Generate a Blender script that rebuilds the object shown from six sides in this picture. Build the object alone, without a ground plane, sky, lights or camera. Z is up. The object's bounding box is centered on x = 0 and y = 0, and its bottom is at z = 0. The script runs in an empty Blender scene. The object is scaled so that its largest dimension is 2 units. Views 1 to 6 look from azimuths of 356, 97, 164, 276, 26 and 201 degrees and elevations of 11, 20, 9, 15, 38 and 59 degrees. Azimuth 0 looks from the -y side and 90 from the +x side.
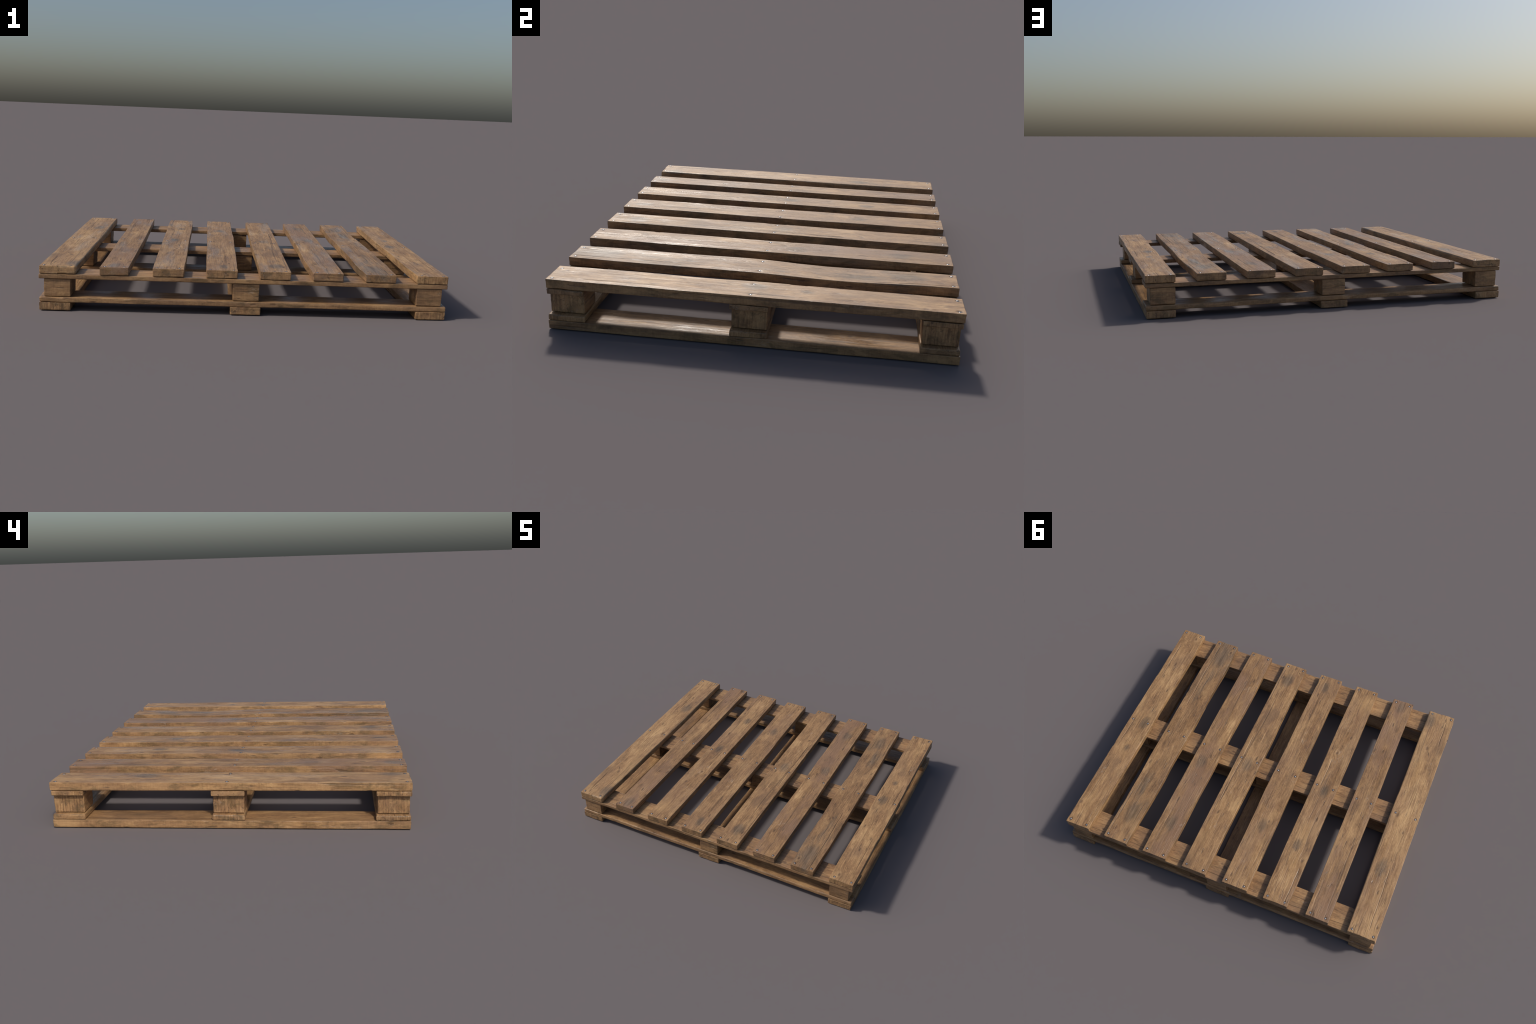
"""Weathered wooden four-way pallet: eight deck slats nailed over three upper
stringer boards, nine blocks, three lower stringer boards and three runners."""
import bpy, math, random
import numpy as np

random.seed(11)

# ------------------------------------------------------------------ sizes
RUNNER_Z = (0.0, 0.0388)          # bottom runners, along y
LOWER_Z = (0.0402, 0.0666)        # lower stringer boards, along x
BLOCK_Z = (0.0684, 0.1550)
UPPER_Z = (0.1562, 0.1794)        # upper stringer boards, along x
SLAT_Z = (0.1812, 0.2214)         # deck slats, along y
HALF_Y = 0.8333

# ------------------------------------------------------------------ noise
_rng = np.random.RandomState(5)
_PERM = _rng.permutation(4096)
_VAL = _rng.uniform(-1, 1, 4096)


def _hash(i, j, k):
    a = _PERM[i & 4095]
    b = _PERM[(a + j) & 4095]
    return _VAL[_PERM[(b + k) & 4095]]


def noise(x, y=0.0, z=0.0):
    """Smooth value noise in -1..1."""
    x, y, z = np.broadcast_arrays(np.asarray(x, float), np.asarray(y, float), np.asarray(z, float))
    i, j, k = np.floor(x).astype(int), np.floor(y).astype(int), np.floor(z).astype(int)
    u, v, w = x - i, y - j, z - k
    u, v, w = (t * t * t * (t * (t * 6 - 15) + 10) for t in (u, v, w))
    r = 0
    for a, wa in ((0, 1 - u), (1, u)):
        for b, wb in ((0, 1 - v), (1, v)):
            for c, wc in ((0, 1 - w), (1, w)):
                r = r + wa * wb * wc * _hash(i + a, j + b, k + c)
    return r


def smooth(e0, e1, x):
    t = np.clip((x - e0) / (e1 - e0), 0, 1)
    return t * t * (3 - 2 * t)


# -------------------------------------------------------------- materials
class Graph:
    """Small helper that strings shader nodes together."""

    def __init__(self, tree):
        self.t = tree

    def link(self, value, socket):
        if isinstance(value, bpy.types.NodeSocket):
            self.t.links.new(value, socket)
        else:
            socket.default_value = value

    def math(self, op, a, b=0.0, c=0.0, clamp=False):
        n = self.t.nodes.new("ShaderNodeMath")
        n.operation, n.use_clamp = op, clamp
        for s, v in zip(n.inputs, (a, b, c)):
            self.link(v, s)
        return n.outputs[0]

    def add(self, a, b): return self.math("ADD", a, b)
    def sub(self, a, b): return self.math("SUBTRACT", a, b)
    def mul(self, a, b): return self.math("MULTIPLY", a, b)

    def vec(self, x, y, z):
        n = self.t.nodes.new("ShaderNodeCombineXYZ")
        for s, v in zip(n.inputs, (x, y, z)):
            self.link(v, s)
        return n.outputs[0]

    def xyz(self, v):
        n = self.t.nodes.new("ShaderNodeSeparateXYZ")
        self.link(v, n.inputs[0])
        return n.outputs

    def vmul(self, v, s):
        n = self.t.nodes.new("ShaderNodeVectorMath")
        n.operation = "MULTIPLY"
        self.link(v, n.inputs[0])
        n.inputs[1].default_value = s
        return n.outputs[0]

    def vadd(self, v, w):
        n = self.t.nodes.new("ShaderNodeVectorMath")
        self.link(v, n.inputs[0])
        self.link(w, n.inputs[1])
        return n.outputs[0]

    def noise(self, v, detail=3.0, rough=0.55, scale=1.0, distort=0.0):
        n = self.t.nodes.new("ShaderNodeTexNoise")
        self.link(v, n.inputs["Vector"])
        n.inputs["Scale"].default_value = scale
        n.inputs["Detail"].default_value = detail
        n.inputs["Roughness"].default_value = rough
        n.inputs["Distortion"].default_value = distort
        return n.outputs["Fac"]

    def step(self, v, lo, hi, out_lo=0.0, out_hi=1.0):
        n = self.t.nodes.new("ShaderNodeMapRange")
        n.interpolation_type = "SMOOTHSTEP"
        self.link(v, n.inputs["Value"])
        n.inputs["From Min"].default_value = lo
        n.inputs["From Max"].default_value = hi
        n.inputs["To Min"].default_value = out_lo
        n.inputs["To Max"].default_value = out_hi
        return n.outputs["Result"]

    def ramp(self, fac, stops):
        n = self.t.nodes.new("ShaderNodeValToRGB")
        self.link(fac, n.inputs[0])
        el = n.color_ramp.elements
        el[0].position, el[0].color = stops[0][0], (*stops[0][1], 1)
        el[1].position, el[1].color = stops[-1][0], (*stops[-1][1], 1)
        for p, c in stops[1:-1]:
            e = el.new(p)
            e.color = (*c, 1)
        return n.outputs[0]


def rgba_mix(g, fac, a, b, mode="MIX"):
    n = g.t.nodes.new("ShaderNodeMix")
    n.data_type, n.blend_type = "RGBA", mode
    col_in = [s for s in n.inputs if s.type == "RGBA"]
    g.link(fac, n.inputs[0])
    for s, v in zip(col_in, (a, b)):
        g.link(v if isinstance(v, bpy.types.NodeSocket) else (*v, 1.0), s)
    return [s for s in n.outputs if s.type == "RGBA"][0]


CRACK_WAVE = ((0.0030, 6.0), (0.0012, 21.0), (0.0006, 57.0))

DARK = (0.090, 0.050, 0.026)
MID = (0.258, 0.148, 0.071)
TAN = (0.368, 0.222, 0.107)
PALE = (0.545, 0.355, 0.180)


def weathered_wood_group():
    tree = bpy.data.node_groups.new("weathered_wood", "ShaderNodeTree")
    face = tree.interface

    def inp(name, kind="NodeSocketFloat", default=0.0):
        s = face.new_socket(name, in_out="INPUT", socket_type=kind)
        s.default_value = default

    inp("Seed", "NodeSocketVector", (0, 0, 0))
    for k in "ABC":
        inp("Knot " + k, "NodeSocketVector", (9, 9, 0.01))     # x, y, radius
    for k in "AB":
        inp("Crack " + k, "NodeSocketVector", (9, 8, 9))       # y, x from, x to
    inp("Nails", "NodeSocketVector", (0, 9, 0))                # y centre, half spacing, x of end rows
    for k in "AB":
        inp("Grey Patch " + k, "NodeSocketVector", (9, 9, 0.1))  # x, y, radius
    inp("Pale Patch", "NodeSocketVector", (9, 9, 0.1))
    inp("Grey", default=0.35)
    inp("Tone", default=0.0)
    inp("End Lines", default=1.0)
    inp("Mauve", default=0.5)
    face.new_socket("Shader", in_out="OUTPUT", socket_type="NodeSocketShader")

    g = Graph(tree)
    gi = tree.nodes.new("NodeGroupInput")
    go = tree.nodes.new("NodeGroupOutput")
    I = gi.outputs
    tc = tree.nodes.new("ShaderNodeTexCoord")
    P = tc.outputs["Object"]
    N = tc.outputs["Normal"]
    px, py, pz = g.xyz(P)
    nx, ny, nz = g.xyz(N)

    # --- knots bend the grain around them
    field = py
    knot_core, knot_ring = 0.0, 0.0
    wob = g.mul(g.sub(g.noise(g.vadd(g.vmul(P, (26, 26, 26)), I["Seed"]), 2.0), 0.5), 0.9)
    for k in "ABC":
        kx, ky, kr = g.xyz(I["Knot " + k])
        dx = g.math("DIVIDE", g.sub(px, kx), g.mul(kr, 1.9))
        dy = g.math("DIVIDE", g.sub(py, ky), kr)
        d2 = g.add(g.mul(dx, dx), g.mul(dy, dy))
        ga = g.math("EXPONENT", g.mul(d2, -0.55))
        field = g.add(field, g.mul(g.mul(ga, kr), 1.15))
        d = g.add(g.math("SQRT", d2), wob)
        knot_core = g.math("MAXIMUM", knot_core, g.step(d, 0.62, 0.15))
        ring = g.mul(g.step(d, 0.35, 0.75), g.step(d, 1.35, 0.8))
        knot_ring = g.math("MAXIMUM", knot_ring, ring)
    knot_core = g.mul(knot_core, g.step(nz, 0.3, 0.7))
    knot_ring = g.mul(knot_ring, g.step(nz, 0.3, 0.7))
    warp = g.mul(g.sub(g.noise(g.vadd(g.vmul(P, (2.2, 5, 5)), I["Seed"]), 2.0), 0.5), 0.03)
    field = g.add(field, warp)
    W = g.vadd(g.vec(px, field, pz), I["Seed"])       # grain space, x runs along the fibres
    S = g.vadd(P, I["Seed"])                          # plain space

    broad = g.noise(g.vmul(W, (1.5, 22, 18)), 5.0, 0.6)
    fibre = g.noise(g.vmul(W, (14, 190, 130)), 4.0, 0.65)
    strand = g.noise(g.vmul(W, (5.5, 75, 62)), 4.0, 0.62)
    mottle = g.noise(g.vmul(S, (6.5, 15, 15)), 10.0, 0.72, distort=0.5)
    speck = g.noise(g.vmul(S, (60, 95, 85)), 4.0, 0.65)

    # cut faces: lines of the rings run up the end, saw marks stand on the sides
    end_up = g.noise(g.vmul(S, (4, 150, 9)), 3.0, 0.6)
    end_flat = g.noise(g.vmul(S, (4, 9, 170)), 3.0, 0.6)
    n = tree.nodes.new("ShaderNodeMix")
    g.link(I["End Lines"], n.inputs[0])
    g.link(end_flat, n.inputs[2])
    g.link(end_up, n.inputs[3])
    end_lines = n.outputs[0]
    saw = g.noise(g.vmul(S, (230, 6, 14)), 2.0, 0.6)
    end_mask = g.step(g.math("ABSOLUTE", nx), 0.6, 0.85)
    side_mask = g.step(g.math("ABSOLUTE", ny), 0.6, 0.85)

    def lerp(f, a, b):
        n = tree.nodes.new("ShaderNodeMix")
        g.link(f, n.inputs[0]); g.link(a, n.inputs[2]); g.link(b, n.inputs[3])
        return n.outputs[0]

    fine = lerp(end_mask, lerp(side_mask, fibre, lerp(0.42, fibre, saw)), end_lines)
    strands = lerp(end_mask, strand, end_lines)

    # --- value field
    v = g.mul(g.sub(broad, 0.5), 0.40)
    v = g.add(v, g.mul(g.sub(mottle, 0.5), 1.15))
    v = g.add(v, g.mul(g.sub(strands, 0.5), 0.42))
    v = g.add(v, g.mul(g.sub(fine, 0.5), 0.80))
    v = g.add(v, g.mul(g.sub(speck, 0.5), 0.50))
    v = g.add(g.add(v, 0.5), I["Tone"])
    # pale patch
    kx, ky, kr = g.xyz(I["Pale Patch"])
    dx = g.math("DIVIDE", g.sub(px, kx), g.mul(kr, 2.6))
    dy = g.math("DIVIDE", g.sub(py, ky), kr)
    pale = g.math("EXPONENT", g.mul(g.add(g.mul(dx, dx), g.mul(dy, dy)), -1.0))
    v = g.add(v, g.mul(pale, g.mul(strand, 0.42)))
    col = g.ramp(v, [(0.12, DARK), (0.44, MID), (0.66, TAN), (0.98, PALE)])

    # --- sun-bleached and damp-darkened areas, a hand wide
    cloud = g.noise(g.vmul(S, (4.0, 9, 9)), 3.0, 0.5, distort=0.3)
    col = rgba_mix(g, g.step(cloud, 0.53, 0.70, 0.0, 0.48), col, (0.490, 0.312, 0.152))
    col = rgba_mix(g, g.step(cloud, 0.44, 0.28, 0.0, 0.50), col, (0.150, 0.090, 0.052))
    # --- growth lines that follow the grain
    ring_at = g.add(g.mul(field, 330.0), g.mul(g.noise(g.vmul(W, (2.4, 26, 22)), 3.0, 0.6), 26.0))
    ring_at = lerp(end_mask, ring_at, g.mul(end_lines, 60.0))
    lines = g.step(g.math("SINE", ring_at), 0.55, 0.97)
    lines = g.mul(lines, g.step(g.noise(g.vmul(S, (6, 16, 16)), 3.0, 0.6), 0.40, 0.62))
    col = rgba_mix(g, g.mul(lines, 0.34), col, (0.120, 0.068, 0.034))
    # --- mauve-brown film in broad patches
    film = g.step(g.noise(g.vmul(S, (2.6, 7, 7)), 4.0, 0.6), 0.44, 0.64)
    film = g.mul(film, I["Mauve"])
    col = rgba_mix(g, g.mul(film, 0.66), col, (0.245, 0.148, 0.094))
    # --- weathered grey
    grey = g.mul(g.step(g.noise(g.vmul(W, (2.0, 9, 9)), 5.0, 0.65), 0.50, 0.70), I["Grey"])
    for k in "AB":
        kx, ky, kr = g.xyz(I["Grey Patch " + k])
        dx = g.math("DIVIDE", g.sub(px, kx), g.mul(kr, 1.8))
        dy = g.math("DIVIDE", g.sub(py, ky), kr)
        d = g.add(g.add(g.mul(dx, dx), g.mul(dy, dy)), g.mul(g.sub(mottle, 0.5), 2.2))
        grey = g.math("MAXIMUM", grey, g.step(d, 1.2, -0.1, 0.0, 0.80))
    grey_col = g.ramp(strands, [(0.36, (0.070, 0.051, 0.036)), (0.64, (0.215, 0.158, 0.108))])
    col = rgba_mix(g, g.mul(grey, 0.95), col, grey_col)
    # --- dark flecks and short splits along the fibres
    fleck = g.step(g.noise(g.vmul(W, (11, 95, 80)), 2.0, 0.5), 0.665, 0.74)
    col = rgba_mix(g, g.mul(fleck, 0.62), col, (0.085, 0.052, 0.032))
    vein = g.step(g.noise(g.vmul(W, (1.1, 62, 50)), 2.0, 0.5), 0.655, 0.70)
    col = rgba_mix(g, g.mul(vein, 0.45), col, (0.095, 0.058, 0.035))
    # --- olive dirt mottles, plus crevice shade painted into the sides and ends
    dirt_shade = g.step(g.noise(g.vmul(S, (9, 20, 20)), 7.0, 0.72, distort=0.6), 0.47, 0.64)
    dirt_shade = g.mul(dirt_shade, g.add(0.16, g.mul(g.math("MAXIMUM", side_mask, end_mask), 0.44)))
    col = rgba_mix(g, dirt_shade, col, (0.105, 0.074, 0.036))
    # --- pits and pin knots
    vor = tree.nodes.new("ShaderNodeTexVoronoi")
    g.link(g.vmul(W, (9, 24, 24)), vor.inputs["Vector"])
    vor.inputs["Scale"].default_value = 1.0
    rare = g.step(g.xyz(vor.outputs["Color"])[0], 0.70, 0.76)
    pit = g.mul(rare, g.step(g.add(vor.outputs["Distance"], g.mul(g.sub(speck, 0.5), 0.22)), 0.20, 0.08))
    col = rgba_mix(g, g.mul(pit, 0.60), col, (0.075, 0.043, 0.025))
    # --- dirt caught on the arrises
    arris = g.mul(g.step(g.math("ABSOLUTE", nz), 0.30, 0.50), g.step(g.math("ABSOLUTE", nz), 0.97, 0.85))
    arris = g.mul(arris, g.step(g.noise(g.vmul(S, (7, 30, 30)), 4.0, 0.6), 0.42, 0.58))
    col = rgba_mix(g, g.mul(arris, 0.45), col, (0.085, 0.066, 0.036))
    # --- rubbed, chalky marks
    mark_zone = g.step(g.noise(g.vmul(S, (4.5, 9, 9)), 2.0, 0.5), 0.63, 0.70)
    mark = g.mul(mark_zone, g.step(g.noise(g.vmul(S, (34, 60, 60)), 3.0, 0.6, distort=1.2), 0.52, 0.66))
    col = rgba_mix(g, g.mul(mark, 0.40), col, (0.40, 0.33, 0.27))
    # --- knots
    col = rgba_mix(g, g.mul(knot_ring, 0.14), col, (0.50, 0.34, 0.18))
    col = rgba_mix(g, g.mul(knot_core, 0.66), col, (0.115, 0.067, 0.040))
    # --- cracks
    crack = 0.0
    for k in "AB":
        cy, x0, x1 = g.xyz(I["Crack " + k])
        line = cy
        for amp, frq in CRACK_WAVE:
            line = g.add(line, g.mul(g.math("SINE", g.add(g.mul(px, frq), g.mul(cy, 90.0))), amp))
        away = g.math("ABSOLUTE", g.sub(py, line))
        run = g.mul(g.step(g.sub(px, x0), 0.0, 0.05), g.step(g.sub(x1, px), 0.0, 0.05))
        crack = g.math("MAXIMUM", crack, g.mul(g.step(away, 0.0021, 0.0004), run))
    crack = g.mul(crack, g.step(nz, 0.3, 0.7))
    col = rgba_mix(g, g.mul(crack, 0.70), col, (0.060, 0.038, 0.024))
    # --- dark ring round the nails: recess shade painted into the wood colour
    nc, nh, nr = g.xyz(I["Nails"])
    ax = g.math("ABSOLUTE", px)
    dx = g.math("MINIMUM", ax, g.math("ABSOLUTE", g.sub(ax, nr)))
    dy = g.math("ABSOLUTE", g.sub(g.math("ABSOLUTE", g.sub(py, nc)), nh))
    d = g.math("SQRT", g.add(g.mul(dx, dx), g.mul(dy, dy)))
    nail_shade = g.mul(g.step(d, 0.0108, 0.0076), g.step(nz, 0.3, 0.6))
    col = rgba_mix(g, g.mul(nail_shade, 0.72), col, (0.055, 0.032, 0.020))

    col = rgba_mix(g, 1.0, col, (1.03, 0.980, 0.905), "MULTIPLY")

    # --- relief and gloss
    h = g.add(g.mul(fine, 0.50), g.add(g.mul(strands, 0.55), g.mul(speck, 0.40)))
    h = g.sub(h, g.add(g.add(g.mul(fleck, 0.6), g.mul(vein, 0.5)), g.add(g.mul(lines, 0.35), g.mul(pit, 0.7))))
    h = g.add(h, g.mul(mottle, 1.3))
    bump = tree.nodes.new("ShaderNodeBump")
    bump.inputs["Strength"].default_value = 0.80
    bump.inputs["Distance"].default_value = 0.0016
    g.link(h, bump.inputs["Height"])
    polish = g.step(g.noise(g.vmul(S, (3.0, 12, 12)), 5.0, 0.62), 0.46, 0.68)
    rough = g.sub(0.52, g.mul(polish, 0.25))
    rough = g.add(rough, g.mul(g.sub(strand, 0.5), -0.35))
    rough = g.sub(rough, g.mul(grey, 0.12))
    bsdf = tree.nodes.new("ShaderNodeBsdfPrincipled")
    g.link(col, bsdf.inputs["Base Color"])
    g.link(rough, bsdf.inputs["Roughness"])
    bsdf.inputs["Specular IOR Level"].default_value = 0.52
    g.link(bump.outputs[0], bsdf.inputs["Normal"])
    tree.links.new(bsdf.outputs[0], go.inputs[0])
    return tree


WOOD = weathered_wood_group()


def wood_material(name, seed, **props):
    m = bpy.data.materials.new(name)
    m.use_nodes = True
    t = m.node_tree
    t.nodes.clear()
    n = t.nodes.new("ShaderNodeGroup")
    n.node_tree = WOOD
    o = t.nodes.new("ShaderNodeOutputMaterial")
    t.links.new(n.outputs[0], o.inputs[0])
    r = random.Random(seed)
    n.inputs["Seed"].default_value = (r.uniform(-40, 40), r.uniform(-40, 40), r.uniform(-40, 40))
    for k, v in props.items():
        n.inputs[k.replace("_", " ")].default_value = v
    return m


def nail_material():
    m = bpy.data.materials.new("nail_steel")
    m.use_nodes = True
    t = m.node_tree
    b = t.nodes["Principled BSDF"]
    g = Graph(t)
    tc = t.nodes.new("ShaderNodeTexCoord")
    rust = g.step(g.noise(tc.outputs["Object"], 3.0, 0.6, scale=300.0), 0.5, 0.7)
    col = rgba_mix(g, g.mul(rust, 0.5), (0.40, 0.41, 0.43), (0.15, 0.11, 0.08))
    g.link(col, b.inputs["Base Color"])
    b.inputs["Metallic"].default_value = 0.9
    b.inputs["Roughness"].default_value = 0.38
    return m


# ----------------------------------------------------------------- geometry
def axis_samples(half, step):
    edge = np.array([0.0, 0.0011, 0.0023, 0.0040, 0.0062])
    inner = half - edge[-1]
    n = max(2, int(round(2 * inner / step)))
    mid = np.linspace(-inner, inner, n + 1)[1:-1]
    return np.concatenate([-half + edge, mid, (half - edge)[::-1]])


def rounded_board(name, size, seed, material, step=(0.007, 0.0019, 0.0045), radius=0.0024,
                  lo=None, hi=None, edge_radius=(1, 1, 1.6, 1.6), knots=(), cracks=(), nails=None,
                  relief=1.0, warp=0.0006, wobble=0.0008, sag=None):
    """A sawn board as one closed mesh, x along the fibres.
    lo / hi: (x, offset) control points that bend the -y and +y edges;
    edge_radius: factor for the (-y top, +y top, -y bottom, +y bottom) arris."""
    hx, hy, hz = (s / 2 for s in size)
    X, Y, Z = (axis_samples(h, s) for h, s in zip((hx, hy, hz), step))
    nx, ny, nz = len(X), len(Y), len(Z)
    on = np.zeros((nx, ny, nz), bool)
    on[0], on[-1] = True, True
    on[:, 0], on[:, -1] = True, True
    on[:, :, 0], on[:, :, -1] = True, True
    ids = np.full(on.shape, -1)
    ids[on] = np.arange(on.sum())
    ii, jj, kk = np.nonzero(on)
    p = np.stack([X[ii], Y[jj], Z[kk]], 1)

    def quads(a, flip):
        q = np.stack([a[:-1, :-1], a[1:, :-1], a[1:, 1:], a[:-1, 1:]], -1).reshape(-1, 4)
        return q[:, ::-1] if flip else q

    faces = np.concatenate([
        quads(ids[0], True), quads(ids[-1], False),
        quads(ids[:, 0], False), quads(ids[:, -1], True),
        quads(ids[:, :, 0], True), quads(ids[:, :, -1], False)])

    # arris radius varies along each edge, with a few knocked-off places
    s0 = seed * 13.7
    rad = np.zeros(len(p))
    for n, (sy, sz) in enumerate(((-1, 1), (1, 1), (-1, -1), (1, -1))):
        m = ((p[:, 1] * sy) >= 0) & ((p[:, 2] * sz) >= 0)
        x = p[m, 0]
        r = radius * edge_radius[n] * (1 + 0.35 * noise(x * 5, s0 + n * 7.1))
        r = r + 0.0045 * smooth(0.45, 0.8, noise(x * 9, s0 + n * 3.3 + 50)) * smooth(0.1, 0.5, noise(x * 31, s0 + n))
        rad[m] = np.clip(r, 0.0012, min(hz * 0.85, hy * 0.4))
    half = np.array([hx, hy, hz])
    inner = half - rad[:, None]
    q = np.clip(p, -inner, inner)
    d = p - q
    ln = np.linalg.norm(d, axis=1)
    nrm = d / np.maximum(ln, 1e-9)[:, None]
    p = q + nrm * rad[:, None]

    # relief
    x, y, z = p.T
    f = y.copy()
    for kx, ky, kr in knots:
        f = f + 1.15 * kr * np.exp(-0.55 * (((x - kx) / (1.9 * kr)) ** 2 + ((y - ky) / kr) ** 2))
    f = f + 0.012 * noise(x * 2.2 + s0, y * 5)
    end = np.abs(nrm[:, 0]) > 0.7
    top = np.clip((nrm[:, 2] - 0.3) / 0.4, 0, 1)
    rel = (0.00060 * noise(x * 3 + s0, f * 75, z * 60) + 0.00040 * noise(x * 7 + s0, f * 170, z * 120)
           + 0.00055 * noise(x * 14, y * 30 + s0, z * 30) + 0.0008 * noise(x * 4 + s0, y * 11, z * 11))
    rel_end = 0.0012 * noise(s0, y * 40, z * 40) + 0.0016 * noise(s0 + 9, y * 14, z * 9)
    disp = np.where(end, 0.8 * rel_end, 0.7 * rel) * relief - 0.0004
    for kx, ky, kr in knots:
        e = np.sqrt(((x - kx) / (1.7 * kr)) ** 2 + ((y - ky) / kr) ** 2) + 0.25 * noise(x * 40, y * 60 + s0)
        disp = disp + top * (0.0007 * np.exp(-((e - 1.0) / 0.45) ** 2) - 0.0009 * np.exp(-(e / 0.5) ** 2))
    for cy, x0, x1 in cracks:
        line = cy + sum(a * np.sin(x * w + cy * 90.0) for a, w in CRACK_WAVE)
        run = smooth(0, 0.05, x - x0) * smooth(0, 0.05, x1 - x)
        disp = disp - top * run * 0.0022 * np.exp(-((y - line) / 0.0019) ** 2)
    if nails:
        yc, nh, nr = nails
        ax = np.abs(x)
        dd = np.hypot(np.minimum(ax, np.abs(ax - nr)), np.abs(np.abs(y - yc) - nh))
        disp = disp - top * 0.0022 * np.exp(-(dd / 0.0068) ** 2)
    p = p + nrm * disp[:, None]

    # bend the long edges and let the board wind a little
    x, y, z = p.T
    t = np.clip((y + hy) / (2 * hy), 0, 1)
    lo_off = wobble * noise(x * 3.2, s0 + 1) + 0.5 * wobble * noise(x * 9, s0 + 2)
    hi_off = wobble * noise(x * 3.2, s0 + 3) + 0.5 * wobble * noise(x * 9, s0 + 4)

    def curve(c):
        c = np.array(sorted(c))
        i = np.clip(np.searchsorted(c[:, 0], x) - 1, 0, len(c) - 2)
        u = np.clip((x - c[i, 0]) / (c[i + 1, 0] - c[i, 0]), 0, 1)
        u = u * u * (3 - 2 * u)
        return c[i, 1] * (1 - u) + c[i + 1, 1] * u
    if lo:
        lo_off = lo_off + curve(lo)
    if hi:
        hi_off = hi_off + curve(hi)
    p[:, 1] = y + (1 - t) * lo_off + t * hi_off
    p[:, 2] = z + warp * noise(x * 1.7, t * 1.5, s0 + 6) * (0.3 + 0.7 * (z > 0))

    if sag:                                          # (x, half length, drop)
        p[:, 2] -= sag[2] * (1 - smooth(0.0, 1.0, np.abs(p[:, 0] - sag[0]) / sag[1]))

    me = bpy.data.meshes.new(name)
    me.vertices.add(len(p))
    me.vertices.foreach_set("co", p.astype(np.float32).ravel())
    me.loops.add(faces.size)
    me.loops.foreach_set("vertex_index", faces.astype(np.int32).ravel())
    me.polygons.add(len(faces))
    me.polygons.foreach_set("loop_start", np.arange(0, faces.size, 4, dtype=np.int32))
    me.polygons.foreach_set("use_smooth", np.ones(len(faces), bool))
    me.update(calc_edges=True)
    me.validate()
    me.materials.append(material)
    ob = bpy.data.objects.new(name, me)
    bpy.context.scene.collection.objects.link(ob)
    return ob


def nail_mesh(material):
    prof = [(0.0016, 0.00210), (0.0030, 0.00180), (0.0042, 0.00120), (0.0050, 0.00030), (0.0051, -0.0005), (0.0026, -0.0008), (0.0022, -0.0120)]
    n = 20
    verts = [(0, 0, 0.0022)]
    for r, z in prof:
        verts += [(r * math.cos(2 * math.pi * i / n), r * math.sin(2 * math.pi * i / n), z) for i in range(n)]
    verts.append((0, 0, prof[-1][1]))
    faces = [(0, 1 + i, 1 + (i + 1) % n) for i in range(n)]
    for k in range(len(prof) - 1):
        a = 1 + k * n
        faces += [(a + i, a + n + i, a + n + (i + 1) % n, a + (i + 1) % n) for i in range(n)]
    a, b = 1 + (len(prof) - 1) * n, len(verts) - 1
    faces += [(a + (i + 1) % n, a + i, b) for i in range(n)]
    me = bpy.data.meshes.new("nail")
    me.from_pydata(verts, [], faces)
    me.polygons.foreach_set("use_smooth", np.ones(len(me.polygons), bool))
    me.materials.append(material)
    return me


# ------------------------------------------------------------------- build
pallet = bpy.data.objects.new("wooden_pallet", None)
bpy.context.scene.collection.objects.link(pallet)
pallet["label"] = "weathered brown wooden shipping pallet with nailed deck slats"
pallet["category"] = "pallet"


def place(ob, loc, along_y=False):
    ob.parent = pallet
    ob.location = loc
    if along_y:
        ob.rotation_euler = (0, 0, math.pi / 2)
    return ob


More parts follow.
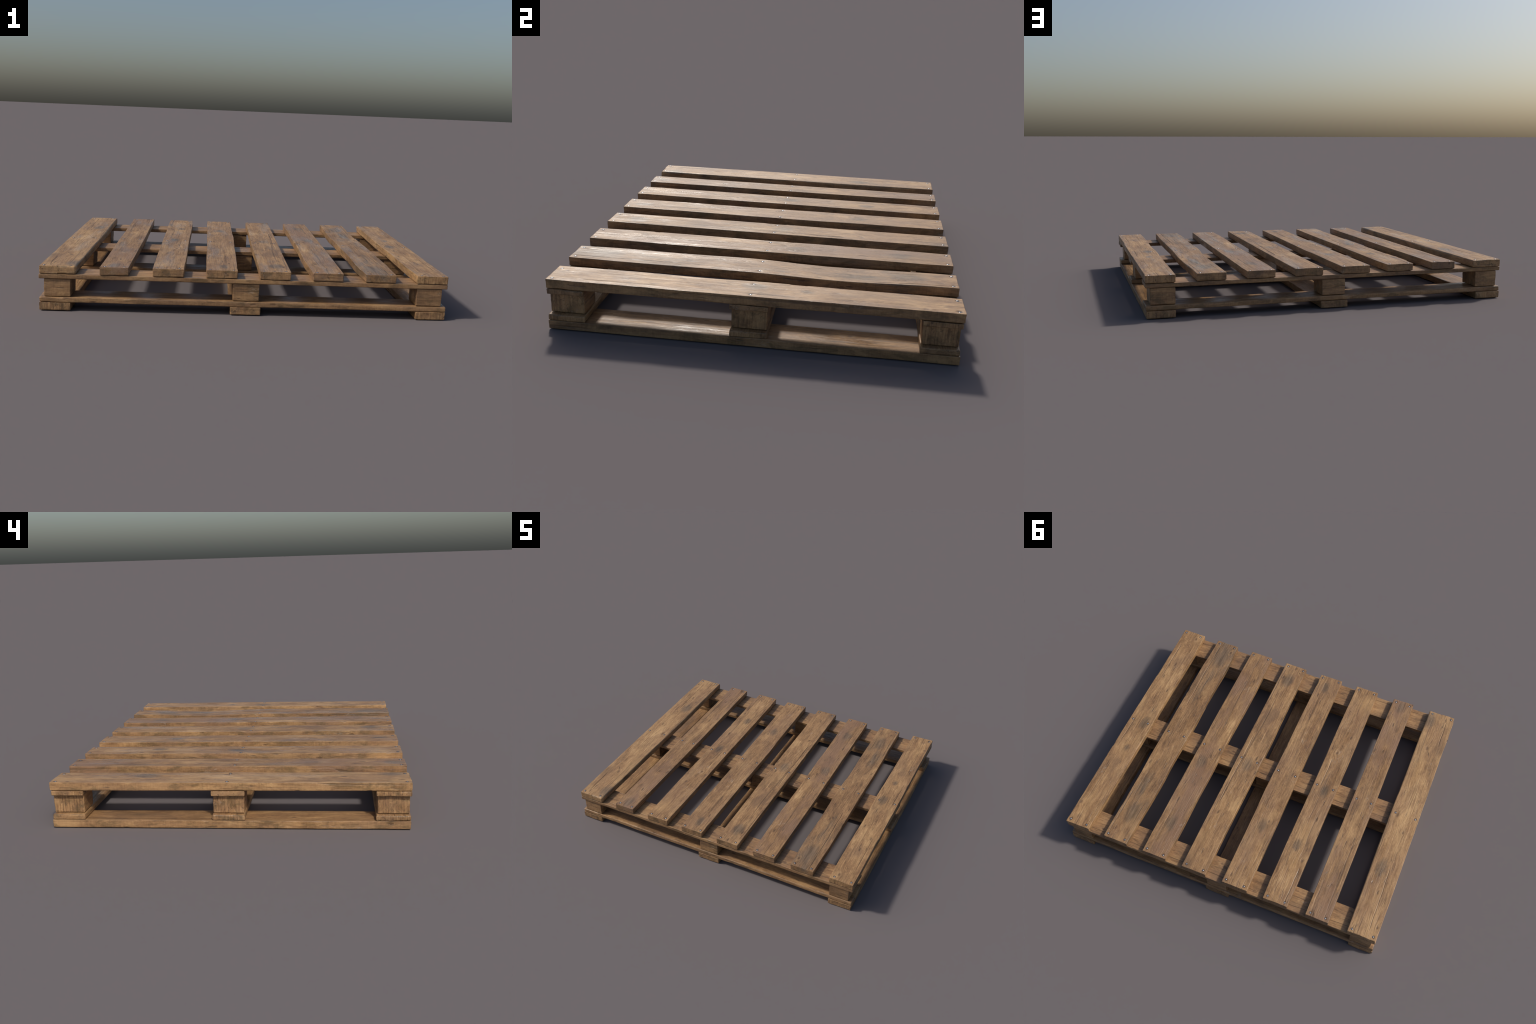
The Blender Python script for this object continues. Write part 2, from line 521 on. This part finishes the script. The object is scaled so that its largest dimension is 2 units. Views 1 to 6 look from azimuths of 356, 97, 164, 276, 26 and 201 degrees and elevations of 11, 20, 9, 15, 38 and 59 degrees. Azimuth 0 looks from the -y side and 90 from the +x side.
# deck slats, from -x to +x. Places are given as (x, y) on the deck.
# span: the two long edges; nails: x of the two nail rows;
# west / east: (y, shift in x) of the -x and +x edge
SLATS = [
    dict(span=(-0.9985, -0.8205), nails=(-0.976, -0.847), knots=[(-0.894, -0.53, 0.018), (-0.866, 0.01, 0.022), (-0.980, 0.75, 0.012)],
         cracks=[(-0.938, 0.36, 0.80), (-0.955, -0.80, -0.56)], grey=[(-0.845, -0.76, 0.045), (-0.885, 0.39, 0.040)], pale=(-0.900, -0.10, 0.05),
         look=dict(Grey=0.15, Tone=0.11, Mauve=0.30, End_Lines=0.0), round=(1.2, 3.2, 1, 1.4),
         west=[(-0.83, 0.005), (-0.5, 0.003), (0.4, 0.0), (0.70, 0.0), (0.83, 0.006)], east=[(-0.83, -0.004), (-0.55, 0), (0.16, 0.003), (0.83, -0.005)]),
    dict(span=(-0.7115, -0.5680), nails=(-0.687, -0.593), knots=[(-0.630, 0.62, 0.007), (-0.600, -0.70, 0.008)],
         cracks=[], grey=[(-0.64, -0.78, 0.035)], pale=(-0.64, 0.3, 0.04),
         look=dict(Grey=0.06, Tone=-0.03, Mauve=1.25, End_Lines=0.15), round=(1.3, 1.0, 1, 1),
         west=[(-0.83, 0.003), (-0.37, 0.004), (0, 0), (0.33, 0.003), (0.83, 0.002)], east=[(-0.83, -0.003), (0.1, 0.002), (0.83, -0.003)]),
    dict(span=(-0.4585, -0.3020), nails=(-0.435, -0.327), knots=[(-0.362, -0.27, 0.015), (-0.434, 0.53, 0.016)],
         cracks=[(-0.349, -0.22, 0.02), (-0.432, 0.56, 0.84)], grey=[(-0.39, 0.03, 0.03), (-0.37, 0.44, 0.03)], pale=(-0.38, 0.64, 0.04),
         look=dict(Grey=0.22, Tone=0.03, Mauve=0.55, End_Lines=0.1), round=(1, 1, 1, 1),
         west=[(-0.83, 0.004), (-0.64, -0.001), (0, 0), (0.68, -0.002), (0.83, 0.002)], east=[(-0.83, -0.002), (-0.5, 0.002), (0, -0.001), (0.69, 0.002), (0.83, -0.003)]),
    dict(span=(-0.2010, -0.0405), nails=(-0.178, -0.063), knots=[(-0.147, 0.36, 0.011), (-0.088, 0.01, 0.006), (-0.152, -0.03, 0.006)],
         cracks=[], grey=[(-0.11, -0.74, 0.03), (-0.12, 0.40, 0.035)], pale=(-0.07, -0.25, 0.035),
         look=dict(Grey=0.16, Tone=0.03, Mauve=0.6, End_Lines=0.4), round=(1, 1, 1, 1),
         west=[(-0.83, 0.006), (-0.4, 0.003), (0.0, 0.002), (0.45, -0.002), (0.83, -0.006)], east=[(-0.83, -0.003), (-0.3, 0.0), (0.15, 0.006), (0.36, -0.002), (0.83, -0.003)]),
    dict(span=(0.0610, 0.2195), nails=(0.085, 0.194), knots=[(0.10, -0.78, 0.008), (0.17, 0.10, 0.008)],
         cracks=[(0.190, -0.20, 0.36), (0.207, -0.80, -0.46)], grey=[(0.14, 0.03, 0.04), (0.15, -0.70, 0.04)], pale=(0.086, 0.30, 0.03),
         look=dict(Grey=0.30, Tone=0.04, Mauve=0.35, End_Lines=0.4), round=(1.4, 1, 1, 1),
         west=[(-0.83, 0.006), (-0.4, 0.003), (-0.07, -0.003), (0.16, -0.001), (0.58, 0.004), (0.83, 0.001)], east=[(-0.83, -0.002), (0.3, 0.001), (0.83, -0.004)]),
    dict(span=(0.3215, 0.4795), nails=(0.347, 0.458), knots=[(0.430, 0.12, 0.007), (0.41, -0.70, 0.006)],
         cracks=[], grey=[(0.42, 0.13, 0.035), (0.40, 0.60, 0.04)], pale=(0.36, -0.2, 0.03),
         look=dict(Grey=0.04, Tone=0.03, Mauve=1.15, End_Lines=0.0), round=(1, 1, 1, 1),
         west=[(-0.83, 0.004), (-0.5, -0.004), (-0.09, 0.005), (0.2, -0.001), (0.35, 0.005), (0.65, -0.003), (0.83, 0.003)],
         east=[(-0.83, -0.003), (-0.3, 0.003), (0.7, 0.001), (0.83, -0.003)]),
    dict(sag=(0.36, 0.42, 0.0085), span=(0.5815, 0.7425), nails=(0.607, 0.718), knots=[(0.612, -0.76, 0.013), (0.665, -0.02, 0.006)],
         cracks=[(0.702, -0.86, -0.22), (0.722, 0.45, 0.86)], grey=[(0.652, 0.62, 0.055), (0.650, -0.70, 0.075)], pale=(0.63, 0.1, 0.03),
         look=dict(Grey=0.85, Tone=-0.03, Mauve=0.20, End_Lines=0.3), round=(1, 1.3, 1, 1),
         west=[(-0.83, 0.006), (-0.6, -0.005), (-0.35, 0.002), (-0.08, -0.005), (0.20, 0.004), (0.40, -0.002), (0.83, 0.005)],
         east=[(-0.83, -0.004), (-0.5, 0.005), (0.15, 0.003), (0.45, -0.003), (0.83, -0.005)]),
    dict(span=(0.8430, 0.9990), nails=(0.870, 0.979), knots=[(0.888, -0.785, 0.016), (0.980, 0.68, 0.015), (0.875, -0.01, 0.008)],
         cracks=[(0.965, -0.72, -0.36), (0.973, -0.05, 0.20)], grey=[(0.89, 0.0, 0.035), (0.91, 0.22, 0.02)], pale=(0.90, -0.42, 0.045),
         look=dict(Grey=0.12, Tone=0.09, Mauve=0.35, End_Lines=1.0), round=(1, 1, 1, 1),
         west=[(-0.83, 0.001), (-0.65, -0.004), (-0.15, 0.003), (0.05, -0.004), (0.5, 0.002), (0.83, 0.002)],
         east=[(-0.83, -0.001), (-0.42, -0.004), (-0.34, 0.001), (0.1, 0.001), (0.83, -0.001)]),
]

NAIL = nail_mesh(nail_material())
ROW = 0.811
rnd = random.Random(3)
slat_top = SLAT_Z[1]
for i, s in enumerate(SLATS):
    a, b = s["span"]
    cx, w = (a + b) / 2, b - a - (0.0015 if 0 < i < 7 else 0.0)
    n0, n1 = s["nails"]
    # deck (x, y) -> board (length, width): the board is turned a quarter, so width = -(x - cx)
    knots = [(ky, cx - kx, kr) for kx, ky, kr in s["knots"]]
    cracks = [(cx - kx, y0, y1) for kx, y0, y1 in s["cracks"]]
    grey = [(gy, cx - gx, gr) for gx, gy, gr in s["grey"]]
    nails = (cx - (n0 + n1) / 2, (n1 - n0) / 2, ROW)
    props = dict(s["look"], Nails=nails, Pale_Patch=(s["pale"][1], cx - s["pale"][0], s["pale"][2]))
    for k, v in zip("ABC", knots):
        props["Knot_" + k] = v
    for k, v in zip("AB", cracks):
        props["Crack_" + k] = v
    for k, v in zip("AB", grey):
        props["Grey_Patch_" + k] = v
    mat = wood_material("slat_wood", 100 + i, **props)
    r = s["round"]                                   # (west top, east top, west bottom, east bottom)
    ob = rounded_board("deck_slat", (2 * HALF_Y, w, SLAT_Z[1] - SLAT_Z[0]), 20 + i, mat,
                       lo=[(y, -0.6 * dx) for y, dx in s["east"]], hi=[(y, -0.6 * dx) for y, dx in s["west"]],
                       edge_radius=(r[1], r[0], 1.7 * r[3], 1.7 * r[2]), knots=knots, cracks=cracks, nails=nails, sag=s.get("sag"))
    place(ob, (cx, 0, sum(SLAT_Z) / 2), True)
    for row in (-ROW, 0.0, ROW):
        for x in (n0, n1):
            nail = bpy.data.objects.new("nail", NAIL)
            bpy.context.scene.collection.objects.link(nail)
            nail.parent = ob
            nail.location = (row + rnd.uniform(-0.002, 0.002), cx - x + rnd.uniform(-0.0015, 0.0015),
                             (SLAT_Z[1] - SLAT_Z[0]) / 2 - 0.0020 + rnd.uniform(-0.0004, 0.0004))
            nail.rotation_euler = (rnd.uniform(-0.14, 0.14), rnd.uniform(-0.14, 0.14), rnd.uniform(0, 6.28))

ROWS = (-0.7535, -0.0030, 0.7515)
for i, y in enumerate(ROWS):
    mat = wood_material("stringer_wood", 200 + i, Grey=0.22, Mauve=0.5, Tone=0.02, End_Lines=(1.0, 0.0, 1.0)[i],
                        Knot_A=(-0.62 + 0.7 * i, 0.03, 0.012), Knot_B=(0.53 - 0.26 * i, -0.04, 0.014),
                        Crack_A=(0.042 - 0.09 * (i == 0), -0.98, 0.98))
    ob = rounded_board("upper_stringer", (1.997, 0.1550, UPPER_Z[1] - UPPER_Z[0]), 40 + i, mat, step=(0.008, 0.0022, 0.0045),
                       radius=0.0028, wobble=0.0014, knots=[(-0.62 + 0.7 * i, 0.03, 0.012), (0.53 - 0.26 * i, -0.04, 0.014)],
                       cracks=[(0.042 - 0.09 * (i == 0), -0.98, 0.98)])
    place(ob, (0, y, sum(UPPER_Z) / 2))
    mat = wood_material("stringer_wood", 230 + i, Grey=0.35, Mauve=0.4, Tone=0.02, End_Lines=(1.0, 1.0, 0.0)[i],
                        Knot_A=(0.35 - 0.4 * i, 0.02, 0.013))
    ob = rounded_board("lower_stringer", (1.997, 0.1545, LOWER_Z[1] - LOWER_Z[0]), 50 + i, mat, step=(0.008, 0.0028, 0.0045),
                       radius=0.0034, wobble=0.0014, knots=[(0.35 - 0.4 * i, 0.02, 0.013)], edge_radius=(1.7, 1.7, 1.3, 1.3))
    place(ob, (0, y, sum(LOWER_Z) / 2))

COLUMNS = (-0.912, 0.0, 0.9105)
n = 0
for x, wide in zip(COLUMNS, (0.1275, 0.131, 0.1275)):
    for y in ROWS:
        n += 1
        mat = wood_material("block_wood", 300 + n, Grey=0.15, Mauve=0.35, Tone=0.02, End_Lines=1.0)
        ob = rounded_board("block", (wide, 0.1445, BLOCK_Z[1] - BLOCK_Z[0]), 60 + n, mat, step=(0.003, 0.003, 0.003),
                           radius=0.0026, wobble=0.0006, warp=0.0)
        place(ob, (x, y, sum(BLOCK_Z) / 2))

for i, (a, b) in enumerate(((-0.9975, -0.8485), (-0.0765, 0.0735), (0.8465, 0.9965))):
    mat = wood_material("runner_wood", 400 + i, Grey=0.30, Mauve=0.3, Tone=0.02, End_Lines=(1.0, 0.2, 1.0)[i],
                        Knot_A=(-0.3 + 0.35 * i, 0.02, 0.014))
    ob = rounded_board("runner", (2 * 0.8325, b - a, RUNNER_Z[1] - RUNNER_Z[0]), 80 + i, mat, step=(0.008, 0.0028, 0.0045),
                       radius=0.0028, wobble=0.001, warp=0.0, knots=[(-0.3 + 0.35 * i, 0.02, 0.014)])
    place(ob, ((a + b) / 2, 0, sum(RUNNER_Z) / 2 + 0.0006), True)
